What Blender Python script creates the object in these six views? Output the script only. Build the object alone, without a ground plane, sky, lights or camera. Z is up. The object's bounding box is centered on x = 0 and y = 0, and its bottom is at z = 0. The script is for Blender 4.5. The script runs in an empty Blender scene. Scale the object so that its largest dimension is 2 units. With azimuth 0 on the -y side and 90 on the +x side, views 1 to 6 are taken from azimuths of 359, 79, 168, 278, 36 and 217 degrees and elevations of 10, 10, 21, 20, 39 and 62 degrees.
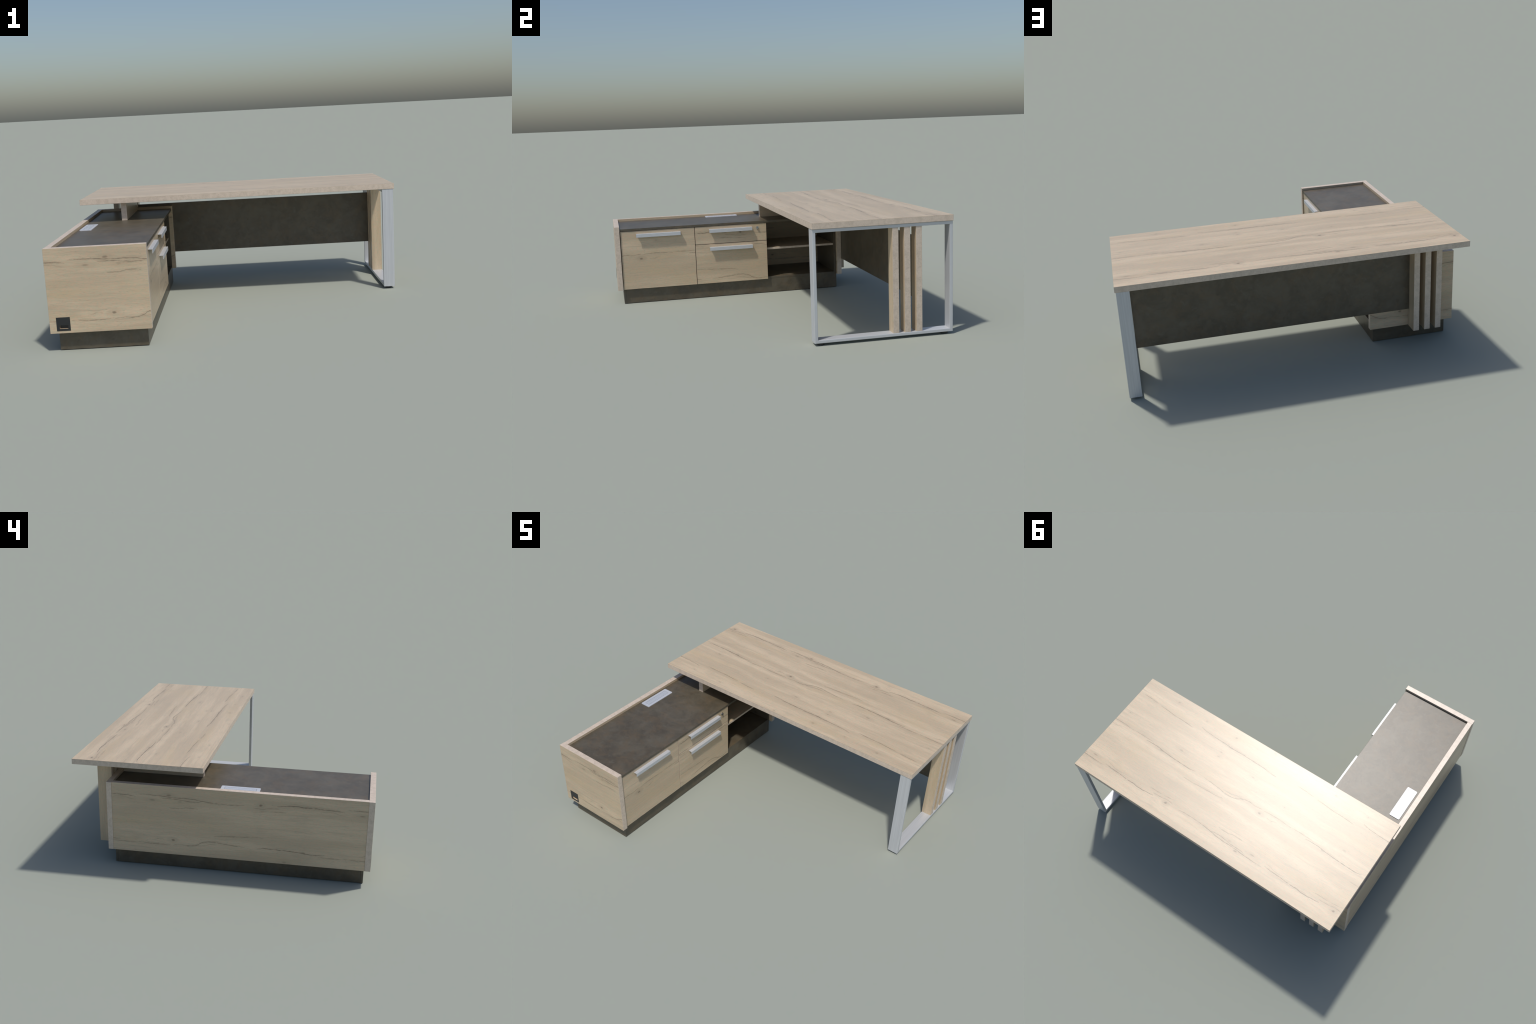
"""Executive L-shaped office desk: oak-look desktop on an aluminium loop leg and
on a low cabinet with drawers, open shelf, dark stone-look top and plinth."""
import bpy, bmesh
from mathutils import Vector

# ------------------------------------------------------------------ node kit
class Kit:
    """Small helper that writes shader math as python expressions."""
    def __init__(self, tree):
        self.t = tree

    def node(self, kind, **props):
        n = self.t.nodes.new(kind)
        for k, v in props.items():
            setattr(n, k, v)
        return n

    def put(self, sock, val):
        if isinstance(val, bpy.types.NodeSocket):
            self.t.links.new(val, sock)
        elif val is not None:
            sock.default_value = val

    def math(self, op, a, b=None, c=None, clamp=False):
        n = self.node("ShaderNodeMath", operation=op, use_clamp=clamp)
        for s, v in zip(n.inputs, (a, b, c)):
            self.put(s, v)
        return n.outputs[0]

    def add(self, a, b): return self.math("ADD", a, b)
    def sub(self, a, b): return self.math("SUBTRACT", a, b)
    def mul(self, a, b, clamp=False): return self.math("MULTIPLY", a, b, clamp=clamp)

    def xyz(self, x, y, z):
        n = self.node("ShaderNodeCombineXYZ")
        for s, v in zip(n.inputs, (x, y, z)):
            self.put(s, v)
        return n.outputs[0]

    def noise(self, vec, scale=1.0, detail=2.0, rough=0.5, dist=0.0):
        n = self.node("ShaderNodeTexNoise")
        self.put(n.inputs["Vector"], vec)
        n.inputs["Scale"].default_value = scale
        n.inputs["Detail"].default_value = detail
        n.inputs["Roughness"].default_value = rough
        n.inputs["Distortion"].default_value = dist
        return n.outputs["Fac"]

    def ramp(self, fac, lo, hi, out0=0.0, out1=1.0, smooth=True):
        n = self.node("ShaderNodeMapRange", interpolation_type="SMOOTHSTEP" if smooth else "LINEAR")
        for s, v in zip(n.inputs, (fac, lo, hi, out0, out1)):
            self.put(s, v)
        return n.outputs[0]

    def mix(self, fac, a, b, blend="MIX"):
        n = self.node("ShaderNodeMix", data_type="RGBA", blend_type=blend)
        self.put(n.inputs["Factor"], fac)
        self.put(n.inputs[6], a if isinstance(a, bpy.types.NodeSocket) else (*a, 1))
        self.put(n.inputs[7], b if isinstance(b, bpy.types.NodeSocket) else (*b, 1))
        return n.outputs[2]

    def curve(self, t, pts):
        n = self.node("ShaderNodeFloatCurve")
        m = n.mapping
        c = m.curves[0]
        c.points[0].location, c.points[-1].location = pts[0], pts[-1]
        for p in pts[1:-1]:
            c.points.new(*p)
        m.use_clip = False
        m.update()
        n.inputs["Factor"].default_value = 1.0
        self.put(n.inputs["Value"], t)
        return n.outputs[0]


def new_material(name):
    m = bpy.data.materials.new(name)
    m.use_nodes = True
    k = Kit(m.node_tree)
    return m, k, m.node_tree.nodes["Principled BSDF"]


def object_axes(k):
    tc = k.node("ShaderNodeTexCoord")
    s = k.node("ShaderNodeSeparateXYZ")
    k.put(s.inputs[0], tc.outputs["Object"])
    return {"x": s.outputs[0], "y": s.outputs[1], "z": s.outputs[2], "vec": tc.outputs["Object"]}

# ------------------------------------------------- the figure of the oak decor
# Growth cracks of the board print: spine points (along grain, across grain) in
# metres on a print that repeats every 1.275 m along the grain; then the width
# in mm, the depth of tone and the softness.
PRINT = 1.275
CRACKS = [
    ([(-.513, .483), (-.457, .485), (-.373, .484), (-.318, .479), (-.191, .478), (-.12, .470), (-.042, .462), (.037, .459), (.149, .464)], 3.4, .85),
    ([(-.373, .478), (-.338, .469), (-.278, .469), (-.215, .462), (-.167, .460), (-.112, .467)], 3.2, .75),
    ([(-.40, .474), (-.425, .466), (-.40, .458), (-.36, .461)][::-1], 2.2, .0),
    ([(.199, .458), (.253, .449), (.283, .455), (.36, .458)], 2.6, .6),
    ([(.344, .474), (.398, .480), (.454, .484), (.504, .480), (.572, .479), (.618, .475), (.674, .475), (.75, .466)], 4.4, .9),
    ([(.199, .421), (.295, .435), (.353, .436), (.403, .438)], 2.6, .6),
    ([(.60, .458), (.66, .462), (.72, .452), (.75, .448)], 2.8, .35),
    ([(-.298, .150), (-.241, .169), (-.193, .165), (-.144, .176), (-.104, .197), (-.04, .205), (.019, .197), (.079, .192), (.154, .186)], 3.0, .75),
    ([(-.205, .158), (-.16, .170), (-.11, .174), (-.06, .186), (.0, .189)], 2.2, .5),
    ([(-.041, .241), (.039, .251), (.124, .254), (.203, .259), (.269, .260)], 3.2, .6),
    ([(.228, .180), (.283, .190), (.40, .188), (.459, .185), (.509, .181), (.556, .175), (.644, .178)], 4.2, .9),
    ([(.60, .163), (.66, .163), (.711, .162), (.754, .163)], 2.6, .65),
    ([(-.519, .166), (-.487, .165), (-.421, .161), (-.359, .162), (-.31, .166)], 3.0, .7),
    ([(-.43, .190), (-.405, .192), (-.38, .199), (-.35, .196)], 3.0, .45),
    ([(-.234, -.077), (-.166, -.081), (-.129, -.086), (-.02, -.088), (.053, -.091), (.128, -.088), (.183, -.093), (.249, -.094), (.311, -.098), (.352, -.101), (.398, -.122)], 4.0, .9),
    ([(.445, -.072), (.523, -.078), (.595, -.080), (.675, -.086), (.75, -.092)], 3.2, .75),
    ([(-.519, -.093), (-.48, -.096), (-.445, -.099), (-.386, -.103)], 3.0, .7),
    ([(-.317, .410), (-.264, .408), (-.195, .419), (-.137, .416)], 7.0, .42),
]
# Knots: along, across, half length, half width, depth of tone
KNOTS = [
    (-.318, .491, .018, .007, .8), (-.422, .453, .022, .006, .65), (-.295, .196, .014, .008, 1.),
    (.246, .472, .011, .008, 1.), (.509, .183, .022, .007, .7), (.40, .110, .018, .009, .45),
    (.644, -.181, .012, .005, .55), (.152, -.170, .011, .009, .55), (-.131, -.216, .011, .006, .5),
    (.399, -.165, .007, .004, .5), (-.403, .071, .009, .004, .5), (-.113, .009, .014, .007, .5),
    (.169, .010, .014, .006, .5), (.171, -.027, .010, .006, .45), (-.25, .455, .018, .010, .35),
]


def oak_figure_group():
    g = bpy.data.node_groups.new("oak_figure", "ShaderNodeTree")
    g.interface.new_socket("Along", in_out="INPUT", socket_type="NodeSocketFloat")
    g.interface.new_socket("Across", in_out="INPUT", socket_type="NodeSocketFloat")
    g.interface.new_socket("Dark", in_out="OUTPUT", socket_type="NodeSocketFloat")
    g.interface.new_socket("Flow", in_out="OUTPUT", socket_type="NodeSocketFloat")
    k = Kit(g)
    gi, go = k.node("NodeGroupInput"), k.node("NodeGroupOutput")
    u = k.math("WRAP", gi.outputs[0], .755, -.52)
    v = gi.outputs[1]
    jag = k.sub(k.noise(k.xyz(k.mul(u, 26), k.mul(v, 70), 3.1), 1, 4, .7), .5)
    strand = k.noise(k.xyz(k.mul(u, 13), k.mul(v, 330), 1.7), 1, 3, .65)
    fray = k.noise(k.xyz(k.mul(u, 45), k.mul(v, 160), 7.7), 1, 2, .6)
    vj = k.add(v, k.mul(jag, .0065))
    dark = None
    for pts, width, tone in CRACKS:
        if tone <= 0:
            continue
        u0, u1 = pts[0][0], pts[-1][0]
        vs = [p[1] for p in pts]
        lo, hi = min(vs) - .002, max(vs) + .002
        t = k.ramp(u, u0, u1, smooth=False)
        c = k.curve(t, [((p[0] - u0) / (u1 - u0), (p[1] - lo) / (hi - lo)) for p in pts])
        c = k.add(k.mul(c, hi - lo), lo)
        # taper: thin ends, swelling in the middle
        w = k.math("SQRT", k.mul(k.mul(t, k.sub(1.0, t)), 4.0, clamp=True))
        w = k.add(k.mul(k.mul(w, k.ramp(fray, .30, .66, .25, 1.25)), width * .00088), 1e-5)
        d = k.math("DIVIDE", k.math("ABSOLUTE", k.sub(vj, c)), w)
        core = k.mul(k.ramp(d, .15, 1.0, 1, 0), tone)
        halo = k.mul(k.mul(k.ramp(d, .5, 6.5, 1, 0), k.ramp(strand, .38, .66, .12, 1.0)), tone * .42)
        m = k.add(core, halo)
        dark = m if dark is None else k.math("MAXIMUM", dark, m)
    flow = None
    uj = k.add(u, k.mul(jag, .02))
    for a, b, ra, rb, tone in KNOTS:
        du = k.math("DIVIDE", k.sub(uj, a), ra)
        dv = k.math("DIVIDE", k.sub(vj, b), rb)
        r2 = k.add(k.mul(du, du), k.mul(dv, dv))
        m = k.add(k.mul(k.ramp(r2, .0, 1.1, 1, 0), tone * .72), k.mul(k.ramp(r2, .5, 12.0, 1, 0), tone * .20))
        dark = k.math("MAXIMUM", dark, m)
        if tone > .6:      # the grain parts around the larger knots
            f = k.mul(k.math("DIVIDE", dv, k.add(1.0, k.mul(r2, .22))), rb * .8)
            flow = f if flow is None else k.add(flow, f)
    k.put(go.inputs["Dark"], k.math("MINIMUM", dark, 1.0))
    k.put(go.inputs["Flow"], flow)
    return g


OAK_LIGHT, OAK_MID, OAK_GREY, OAK_HONEY, OAK_CRACK = (0.637, 0.507, 0.356), (0.531, 0.418, 0.289), (0.444, 0.358, 0.258), (0.564, 0.434, 0.271), (0.165, 0.118, 0.077)


def oak_material(name, along, across, figure, shade=1.0):
    """along / across: (axis, sign, offset) of the print on this board."""
    m, k, bsdf = new_material(name)
    ax = object_axes(k)
    u = k.add(k.mul(ax[along[0]], along[1]), along[2])
    v = k.add(k.mul(ax[across[0]], across[1]), across[2])
    rest = [a for a in "xyz" if a not in (along[0], across[0])][0]
    depth = ax[rest]
    vf = v
    dark = None
    if figure:
        g = k.node("ShaderNodeGroup", node_tree=FIGURE)
        k.put(g.inputs[0], u)
        k.put(g.inputs[1], v)
        dark = g.outputs["Dark"]
        vf = k.sub(v, g.outputs["Flow"])
    wav = k.mul(k.sub(k.noise(k.xyz(k.mul(u, 5), k.mul(v, 14), depth), 1, 2), .5), .022)
    vw = k.add(vf, wav)
    broad = k.noise(k.xyz(k.mul(u, .9), k.mul(vw, 13), k.mul(depth, 3)), 1, 3, .55)
    honey = k.noise(k.xyz(k.mul(u, 2.4), k.mul(vw, 11), k.add(depth, 9.0)), 1, 3, .6)
    streak = k.noise(k.xyz(k.mul(u, 3.2), k.mul(vw, 70), k.mul(depth, 8)), 1, 3, .6)
    fine = k.noise(k.xyz(k.mul(u, 14), k.mul(vw, 420), k.mul(depth, 60)), 1, 2, .6)
    fleck = k.noise(k.xyz(k.mul(u, 55), k.mul(v, 260), k.mul(depth, 60)), 1, 2, .6)
    cloud = k.noise(k.xyz(k.mul(u, 7), k.mul(v, 16), k.add(depth, 4.0)), 1, 3, .6)
    col = k.mix(k.ramp(broad, .35, .63), OAK_LIGHT, OAK_MID)
    col = k.mix(k.mul(k.ramp(honey, .50, .72), .55), col, OAK_HONEY)
    col = k.mix(k.mul(k.ramp(streak, .48, .76), .52), col, OAK_GREY)
    col = k.mix(k.mul(k.ramp(cloud, .52, .78), .38), col, OAK_GREY)
    col = k.mix(k.mul(k.ramp(fine, .42, .78), .40), col, (.38, .305, .213))
    col = k.mix(k.mul(k.ramp(fleck, .57, .78), .44), col, (.29, .232, .166))
    tint = k.noise(k.xyz(k.mul(u, 60), k.mul(v, 130), k.add(k.mul(depth, 60), 2.0)), 1, 2, .6)
    col = k.mix(1.0, col, k.mix(k.ramp(tint, .35, .65), (1.05, .985, .97), (.95, 1.01, 1.0)), "MULTIPLY")
    if dark is not None:
        col = k.mix(k.mul(dark, .84), col, OAK_CRACK)
    if shade != 1.0:
        col = k.mix(1.0, col, (shade,) * 3, "MULTIPLY")
    k.put(bsdf.inputs["Base Color"], col)
    bsdf.inputs["Roughness"].default_value = .36
    bsdf.inputs["Specular IOR Level"].default_value = .62
    b = k.node("ShaderNodeBump")
    b.inputs["Strength"].default_value = .12
    b.inputs["Distance"].default_value = .0006
    k.put(b.inputs["Height"], k.sub(k.mul(fine, -.6), dark if dark is not None else 0.0))
    k.put(bsdf.inputs["Normal"], b.outputs[0])
    return m


def oak_edge_material():
    """Edge banding: finely speckled, a touch pinker, no cracks."""
    m, k, bsdf = new_material("oak_edge_band")
    ax = object_axes(k)
    a = k.noise(ax["vec"], 150, 3, .65)
    b = k.noise(ax["vec"], 38, 3, .6)
    col = k.mix(k.ramp(b, .35, .7), (.660, .545, .440), (.560, .460, .362))
    col = k.mix(k.mul(k.ramp(a, .50, .74), .42), col, (.38, .302, .230))
    k.put(bsdf.inputs["Base Color"], col)
    bsdf.inputs["Roughness"].default_value = .42
    bsdf.inputs["Specular IOR Level"].default_value = 1.0
    return m


def stone_material():
    """Dark rusty stone-look laminate."""
    m, k, bsdf = new_material("dark_stone_laminate")
    ax = object_axes(k)
    big = k.noise(ax["vec"], 7, 6, .66, .5)
    mid = k.noise(ax["vec"], 26, 5, .68, .5)
    fine = k.noise(ax["vec"], 110, 3, .65)
    rust = k.noise(k.xyz(k.add(ax["x"], 5.3), ax["y"], ax["z"]), 16, 6, .72, .5)
    col = k.mix(k.ramp(big, .34, .66), (0.072, 0.059, 0.039), (0.106, 0.09, 0.063))
    col = k.mix(k.mul(k.ramp(rust, .44, .68), .55), col, (0.128, 0.087, 0.047))
    col = k.mix(k.mul(k.ramp(mid, .52, .72), .40), col, (0.132, 0.12, 0.093))
    col = k.mix(k.mul(k.ramp(mid, .46, .28), .45), col, (0.047, 0.038, 0.026))
    col = k.mix(k.mul(k.ramp(fine, .60, .78), .35), col, (0.045, 0.037, 0.028))
    k.put(bsdf.inputs["Base Color"], col)
    bsdf.inputs["Roughness"].default_value = .41
    bsdf.inputs["Specular IOR Level"].default_value = .65
    return m


def brushed_metal(name, brush, base=(.60, .615, .635), rough=.40, metallic=.25):
    m, k, bsdf = new_material(name)
    ax = object_axes(k)
    parts = [k.mul(ax[a], s) for a, s in zip("xyz", brush)]
    vec = k.xyz(*parts)
    n = k.noise(vec, 1, 3, .6)
    w = k.noise(vec, .22, 2, .5)
    col = k.mix(k.ramp(n, .3, .7), tuple(c * 1.05 for c in base), tuple(c * .90 for c in base))
    col = k.mix(k.mul(k.ramp(w, .4, .65), .5), col, tuple(c * .93 for c in base))
    k.put(bsdf.inputs["Base Color"], col)
    bsdf.inputs["Metallic"].default_value = metallic
    k.put(bsdf.inputs["Roughness"], k.ramp(n, .3, .7, rough - .05, rough + .06))
    return m


def plain(name, color, rough, metallic=0.0):
    m, k, bsdf = new_material(name)
    ax = object_axes(k)
    n = k.noise(ax["vec"], 220, 2, .5)
    k.put(bsdf.inputs["Base Color"], k.mix(n, tuple(c * .88 for c in color), tuple(min(1, c * 1.12) for c in color)))
    bsdf.inputs["Roughness"].default_value = rough
    bsdf.inputs["Metallic"].default_value = metallic
    return m


FIGURE = oak_figure_group()
OAK_DESK = oak_material("oak_desktop", ("x", 1, -.075), ("y", 1, -.339), True)
OAK_SIDE = oak_material("oak_along_cabinet", ("y", -1, 0), ("z", 1, 0), True)
OAK_FRONT = oak_material("oak_end_board", ("x", 1, .367), ("z", 1, 0), True)
OAK_DRAWER = oak_material("oak_drawer_wide", ("y", -1, -1.041), ("z", -1, .511), True)
OAK_DRAWER_TOP = oak_material("oak_drawer_slim", ("y", -1, .21), ("z", 1, .012), True)
OAK_DRAWER_LOW = oak_material("oak_drawer_deep", ("y", -1, -.10), ("z", 1, .052), True)
OAK_SLAT = oak_material("oak_upright", ("z", 1, .6), ("y", 1, .02), False)
OAK_SLAT_X = oak_material("oak_upright_cross", ("z", 1, .2), ("x", 1, .02), False)
EDGE = oak_edge_material()
STONE = stone_material()
ALU_LEG = brushed_metal("brushed_aluminium_leg", (260, 3, 3))
ALU_HANDLE = brushed_metal("brushed_aluminium_handle", (420, 25, 420))
ALU_PLATE = brushed_metal("brushed_aluminium_plate", (420, 12, 90), base=(.62, .64, .68))
ALU_FLAP = brushed_metal("brushed_aluminium_flap", (420, 12, 90), base=(.60, .62, .655), rough=.27, metallic=.28)
BLACK = plain("black_plastic", (.022, .023, .024), .45)
CHROME = plain("lock_metal", (.45, .46, .48), .22, 1.0)
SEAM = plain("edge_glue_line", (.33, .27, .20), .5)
DARK_GAP = plain("dark_recess", (.02, .02, .02), .7)

# ------------------------------------------------------------------ mesh tools
def link(name, mesh, parent, loc=(0, 0, 0)):
    o = bpy.data.objects.new(name, mesh)
    bpy.context.scene.collection.objects.link(o)
    o.parent = parent
    o.location = loc
    return o


def add_box(bm, lo, hi, bevel=.0, seg=2, mat=None):
    """mat: (thin_axis, face_slot, edge_slot) or a slot number."""
    part = bmesh.new()
    bmesh.ops.create_cube(part, size=1)
    lo, hi = Vector(lo), Vector(hi)
    for v in part.verts:
        v.co = Vector(((lo[i] + hi[i]) / 2 + v.co[i] * (hi[i] - lo[i]) for i in range(3)))
    if bevel:
        bmesh.ops.bevel(part, geom=part.edges[:], offset=bevel, segments=seg, profile=.5, affect="EDGES")
    part.normal_update()
    for f in part.faces:
        if isinstance(mat, tuple):
            f.material_index = mat[1] if abs(f.normal[mat[0]]) > .9 else mat[2]
        else:
            f.material_index = mat or 0
    tmp = bpy.data.meshes.new("tmp")
    part.to_mesh(tmp)
    part.free()
    bm.from_mesh(tmp)
    bpy.data.meshes.remove(tmp)


def finish(bm, name, mats):
    me = bpy.data.meshes.new(name)
    bm.to_mesh(me)
    bm.free()
    for m in mats:
        me.materials.append(m)
    return me


def board(name, lo, hi, parent, face, edge, thin, bevel=.0012, loc=(0, 0, 0)):
    bm = bmesh.new()
    add_box(bm, lo, hi, bevel, 2, (thin, 0, 1))
    return link(name, finish(bm, name, [face, edge]), parent, loc)


def prism(bm, outline, axis, a, b, mat=0):
    """Extrude a 2D outline along an axis (0 x, 1 y, 2 z) from a to b."""
    def place(p, d):
        q = list(p)
        q.insert(axis, d)
        return q
    va = [bm.verts.new(place(p, a)) for p in outline]
    vb = [bm.verts.new(place(p, b)) for p in outline]
    faces = [bm.faces.new(va), bm.faces.new(vb)]
    n = len(outline)
    for i in range(n):
        faces.append(bm.faces.new((va[i], va[(i + 1) % n], vb[(i + 1) % n], vb[i])))
    for f in faces:
        f.material_index = mat
    bmesh.ops.recalc_face_normals(bm, faces=faces)


def rounded_rect(x0, x1, y0, y1, r, n=6):
    import math
    pts = []
    for cx, cy, a0 in ((x1 - r, y1 - r, 0), (x0 + r, y1 - r, 90), (x0 + r, y0 + r, 180), (x1 - r, y0 + r, 270)):
        for i in range(n + 1):
            a = math.radians(a0 + 90 * i / n)
            pts.append((cx + r * math.cos(a), cy + r * math.sin(a)))
    return pts


def cut(obj, outline, axis, a, b):
    """Cut a prism shaped hole out of an object."""
    bm = bmesh.new()
    prism(bm, outline, axis, a, b)
    tool = link("cutter", finish(bm, "cutter", obj.data.materials[:1]), None)
    mod = obj.modifiers.new("cut", "BOOLEAN")
    mod.operation, mod.object, mod.solver = "DIFFERENCE", tool, "EXACT"
    dg = bpy.context.evaluated_depsgraph_get()
    dg.update()
    me = bpy.data.meshes.new_from_object(obj.evaluated_get(dg))
    obj.modifiers.clear()
    obj.data = me
    bpy.data.objects.remove(tool)


def cylinder(bm, center, radius, depth, axis, seg=32, bevel=.0, mat=0):
    import math
    c = [center[i] for i in range(3) if i != axis]
    pts = [(c[0] + radius * math.cos(math.tau * i / seg), c[1] + radius * math.sin(math.tau * i / seg)) for i in range(seg)]
    prism(bm, pts, axis, center[axis], center[axis] + depth, mat)

# ------------------------------------------------------------------ dimensions
YB = .9213                          # outer face of the front end panel (to -y)
DESK_BACK = .9225                   # rear edge of the desktop (to +y)
DESK_Z0, DESK_Z1 = .6478, .6818
CAB_X0, CAB_X1 = -1.0, -.4715      # cabinet end boards
CAB_Z0, CAB_Z1 = .099, .5478
END_FRONT = .0355                  # front end board
SIDE_X0, SIDE_X1 = -.9976, -.9645   # long side panel, set in a little
END = .0327                        # end board thickness
CAB_BACK = .7112
SLAB_Z0, SLAB_Z1 = .5152, .5312
FACE_X = -.4805                    # drawer face plane
BODY_X0, BODY_X1 = -.9640, -.4985
BODY_Y0, BODY_Y1 = -.882, .6775
BOARD = .0165

root = bpy.data.objects.new("office_desk", None)
bpy.context.scene.collection.objects.link(root)
root["label"] = "L-shaped pale oak executive desk with low dark-topped drawer cabinet"
root["category"] = "office desk"

# desktop -------------------------------------------------------------------
desk = board("desktop", (-1, .1058, DESK_Z0), (1, DESK_BACK, DESK_Z1), root, OAK_DESK, EDGE, 2, .0014)
desk.data.materials.append(SEAM)
for p in desk.data.polygons:
    if .2 < p.normal.z < .9:
        p.material_index = 2

# aluminium loop leg ----------------------------------------------------------
LEG_X0, LEG_X1 = .9232, .9938
ly0, ly1, lz0, lz1, tube = .1085, .9210, .0125, .6474, .0192
bm = bmesh.new()
outer = [(ly0, lz0), (ly1, lz0), (ly1, lz1), (ly0, lz1)]
inner = [(ly0 + tube, lz0 + tube - .001), (ly1 - tube, lz0 + tube - .001), (ly1 - tube, lz1 - tube), (ly0 + tube, lz1 - tube)]
rings = [[bm.verts.new((x, *p)) for p in loop] for x in (LEG_X0, LEG_X1) for loop in (outer, inner)]
for i in range(4):
    j = (i + 1) % 4
    for a, b in ((0, 1), (1, 3), (3, 2), (2, 0)):
        bm.faces.new((rings[a][i], rings[a][j], rings[b][j], rings[b][i]))
bmesh.ops.recalc_face_normals(bm, faces=bm.faces[:])
rims = [e for e in bm.edges if abs(e.verts[0].co.x - e.verts[1].co.x) < 1e-6 and len(e.link_faces) == 2
        and abs(e.link_faces[0].normal.dot(e.link_faces[1].normal)) < .5]
bmesh.ops.bevel(bm, geom=rims, offset=.0028, segments=3, profile=.5, affect="EDGES")
leg = link("leg_frame", finish(bm, "leg_frame", [ALU_LEG]), root)

foot = None
for fy in (.149, .880):
    if foot is None:
        bm = bmesh.new()
        cylinder(bm, (0, 0, 0), .0225, .009, 2)
        cylinder(bm, (0, 0, .0085), .008, .0045, 2)
        foot_mesh = finish(bm, "foot", [BLACK])
    foot = link("foot", foot_mesh, leg, ((LEG_X0 + LEG_X1) / 2, fy, 0))

# upright slats ---------------------------------------------------------------
SLAT_W = .0353
bm = bmesh.new()
add_box(bm, (-.0345, -SLAT_W / 2, -.2990), (.0345, SLAT_W / 2, .2990), .0012, 2, (1, 0, 1))
leg_slat = finish(bm, "slat", [OAK_SLAT_X, EDGE])
for i in range(3):
    link("slat", leg_slat, root, (.9575, .5823 + .0689 * i, .3293))
bm = bmesh.new()
add_box(bm, (-SLAT_W / 2, -.0455, -.2744), (SLAT_W / 2, .0455, .2744), .0012, 2, (0, 0, 1))
rear_slat = finish(bm, "slat", [OAK_SLAT, EDGE])
for i in range(3):
    link("slat", rear_slat, root, (-.7308 - .0689 * i, .7575, .3731))

# modesty panel and desktop support -------------------------------------------
board("modesty_panel", (-.7140, .7125, .2130), (.9225, .7275, .5660), root, STONE, STONE, 1, .0008)
board("support_board", (-.7495, .1560, SLAB_Z1), (-.7138, .6780, DESK_Z0), root, OAK_SIDE, EDGE, 0)

# cabinet ---------------------------------------------------------------------
front = board("end_panel", (CAB_X0, -YB, CAB_Z0), (CAB_X1, -YB + END_FRONT, CAB_Z1), root, OAK_FRONT, EDGE, 1)
board("end_panel", (CAB_X0, CAB_BACK - END, CAB_Z0), (CAB_X1, CAB_BACK, CAB_Z1), root, OAK_FRONT, EDGE, 1)
board("side_panel", (SIDE_X0, -YB + END_FRONT, CAB_Z0), (SIDE_X1, CAB_BACK - END, CAB_Z1), root, OAK_SIDE, EDGE, 0, .0006)
top = board("cabinet_top", (SIDE_X1, -YB + END_FRONT, SLAB_Z0), (FACE_X + .0030, CAB_BACK - END, SLAB_Z1), root, STONE, STONE, 2, .0006)

bm = bmesh.new()                   # plinth: boards set back under the body
add_box(bm, (BODY_X1 - BOARD, BODY_Y0 + BOARD, 0), (BODY_X1 - .0008, BODY_Y1 - BOARD, .102), .0005, 1, 0)
add_box(bm, (BODY_X0 + .0008, BODY_Y0 + BOARD, 0), (BODY_X0 + BOARD, BODY_Y1 - BOARD, .102), .0005, 1, 0)
link("plinth", finish(bm, "plinth", [STONE]), root)

bm = bmesh.new()                   # body: sides down to the floor, bottom, divider
add_box(bm, (BODY_X0, BODY_Y0, 0), (BODY_X1, BODY_Y0 + BOARD, .0985), .0008, 1, 0)
add_box(bm, (SIDE_X1, BODY_Y0, .0985), (BODY_X1, BODY_Y0 + BOARD, SLAB_Z0), .0, 1, 0)
add_box(bm, (BODY_X0, BODY_Y1 - BOARD, 0), (BODY_X1, BODY_Y1, .0985), .0008, 1, 0)
add_box(bm, (SIDE_X1, BODY_Y1 - BOARD, .0985), (BODY_X1, BODY_Y1, SLAB_Z0), .0, 1, 0)
add_box(bm, (SIDE_X1, BODY_Y0 + BOARD, .102), (BODY_X1, BODY_Y1 - BOARD, .1150), .0006, 1, 0)
add_box(bm, (SIDE_X1, .1400, .1150), (BODY_X1, .1565, SLAB_Z0), .0006, 1, 0)
add_box(bm, (SIDE_X1 + .001, BODY_Y0 + BOARD + .0002, .5000), (BODY_X1 - .0005, .1398, SLAB_Z0 - .0003), 0, 1, 0)
link("cabinet_body", finish(bm, "cabinet_body", [STONE]), root)

board("shelf", (SIDE_X1 + .0002, .1570, .3135), (-.510, BODY_Y1 - BOARD - .0005, .3275), root, OAK_SIDE, EDGE, 2, .0006)

# drawers with handles ----------------------------------------------------------
prof = [(0, 0), (.0245, 0), (.0245, -.0240), (.0215, -.0240), (.0215, -.0032), (0, -.0032)]
bm = bmesh.new()
prism(bm, prof, 1, -.1547, .1547)
sharp = [e for e in bm.edges if e.calc_length() > .2 and min(v.co.x for v in e.verts) > .0205]
bmesh.ops.bevel(bm, geom=sharp, offset=.0007, segments=2, profile=.5, affect="EDGES")
handle_mesh = finish(bm, "handle", [ALU_HANDLE])

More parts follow.
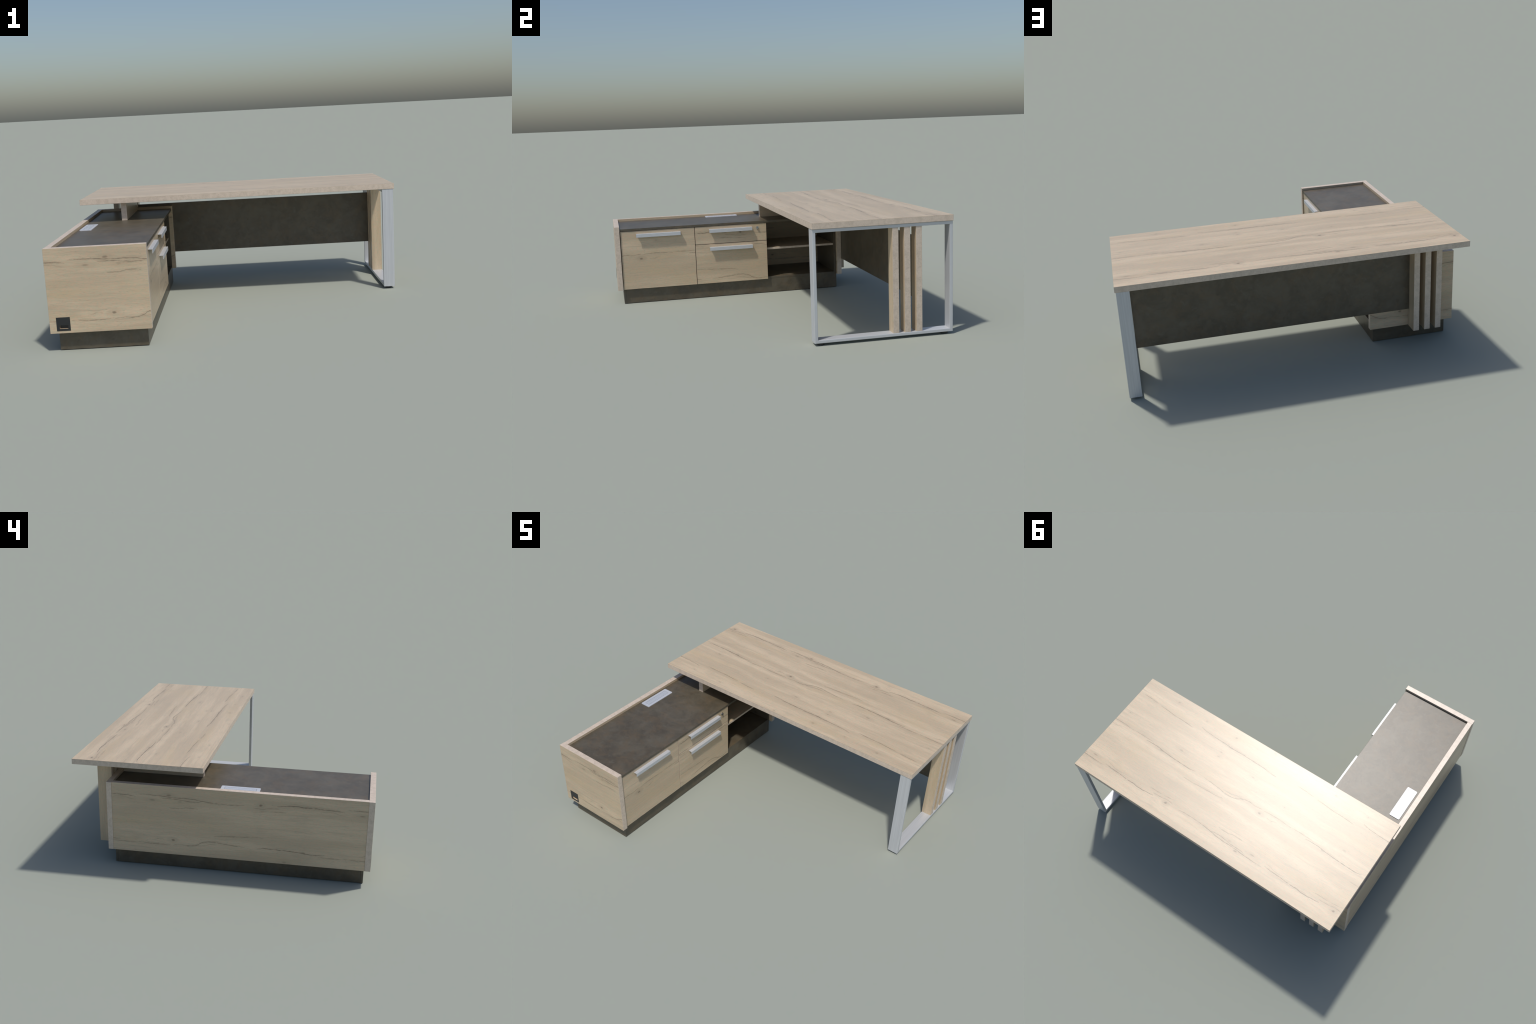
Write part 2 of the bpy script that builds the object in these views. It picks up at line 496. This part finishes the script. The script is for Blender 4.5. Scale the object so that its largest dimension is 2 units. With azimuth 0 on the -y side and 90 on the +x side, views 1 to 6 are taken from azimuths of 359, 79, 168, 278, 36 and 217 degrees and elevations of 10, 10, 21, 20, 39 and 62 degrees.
DRAWERS = [  # y0, y1, z0, z1, handle centre, material
    (-.8810, -.3642, .1020, .5125, -.6187, OAK_DRAWER),
    (-.3602, .1553, .3880, .5125, -.1060, OAK_DRAWER_TOP),
    (-.3602, .1553, .1020, .3842, -.1060, OAK_DRAWER_LOW),
]
for n, (y0, y1, z0, z1, hy, mat) in enumerate(DRAWERS):
    bm = bmesh.new()
    add_box(bm, (FACE_X - .0165, y0, z0), (FACE_X, y1, z1), .0009, 2, (0, 0, 1))
    add_box(bm, (-.930, max(y0, -.860) + .006, max(z0, .1215) + .006), (FACE_X - .0175, min(y1, .139) - .006, z1 - .014), 0, 1, 2)
    d = link("drawer", finish(bm, "drawer", [mat, EDGE, DARK_GAP]), root)
    link("handle", handle_mesh, d, (FACE_X, hy, z1 - .0200))
    if n == 1:
        bm = bmesh.new()
        cylinder(bm, (FACE_X, .0900, .4833), .0098, .0035, 0, 32)
        cylinder(bm, (FACE_X + .003, .0900, .4833), .0072, .0055, 0, 32)
        add_box(bm, (FACE_X + .0080, .0890, .4785), (FACE_X + .0090, .0910, .4881), 0, 1, 1)
        link("lock", finish(bm, "lock", [CHROME, BLACK]), d)

# power outlet box on the cabinet top -------------------------------------------
px0, px1, py0, py1 = -.9490, -.8765, -.2285, .0130
bm = bmesh.new()
prism(bm, rounded_rect(px0, px1, py0, py1, .007), 2, SLAB_Z1 - .004, SLAB_Z1 + .0044)
edges = [e for e in bm.edges if all(v.co.z > SLAB_Z1 + .003 for v in e.verts)]
bmesh.ops.bevel(bm, geom=edges, offset=.0008, segments=2, profile=.5, affect="EDGES")
plate = link("power_outlet_box", finish(bm, "power_outlet_box", [ALU_PLATE]), root)
fx0, fx1, fy0, fy1 = -.9310, -.8940, -.2075, -.0095
cut(plate, [(fx0, fy0), (fx1, fy0), (fx1, fy1), (fx0, fy1)], 2, SLAB_Z1 + .0008, SLAB_Z1 + .01)
g = .0016
bm = bmesh.new()
add_box(bm, (fx0 + .0002, fy0 + .0002, SLAB_Z1 + .0009), (fx1 - .0002, fy1 - .0002, SLAB_Z1 + .0016), 0, 1, 0)
link("recess", finish(bm, "recess", [DARK_GAP]), plate)
board("flap", (fx0 + g, fy0 + g, SLAB_Z1 + .0014), (fx1 - g, fy1 - g, SLAB_Z1 + .0044), plate, ALU_FLAP, ALU_FLAP, 2, .0003)

# cable grommet low on the front end panel ----------------------------------------
gx0, gx1, gz0, gz1 = -.9643, -.8922, .1118, .1845
sx0, sx1, sz0, sz1 = -.9485, -.9035, .1235, .1420
slot = [(sx0, sz0), (sx1, sz0), (sx1, sz1), (sx0 + .006, sz1), (sx0, sz1 - .007)]
cut(front, slot, 1, -YB - .01, -YB + .012)
bm = bmesh.new()
add_box(bm, (gx0, -YB - .0012, gz0), (gx1, -YB + .0002, gz1), .0006, 2, 0)
grommet = link("cable_grommet", finish(bm, "cable_grommet", [BLACK]), root)
cut(grommet, slot, 1, -YB - .02, -YB + .02)
bm = bmesh.new()
add_box(bm, (sx0 - .001, -YB + .0112, sz0 + .0002), (sx1 + .001, -YB + .0119, sz1 + .001), 0, 1, 0)
link("backing", finish(bm, "backing", [BLACK]), grommet)
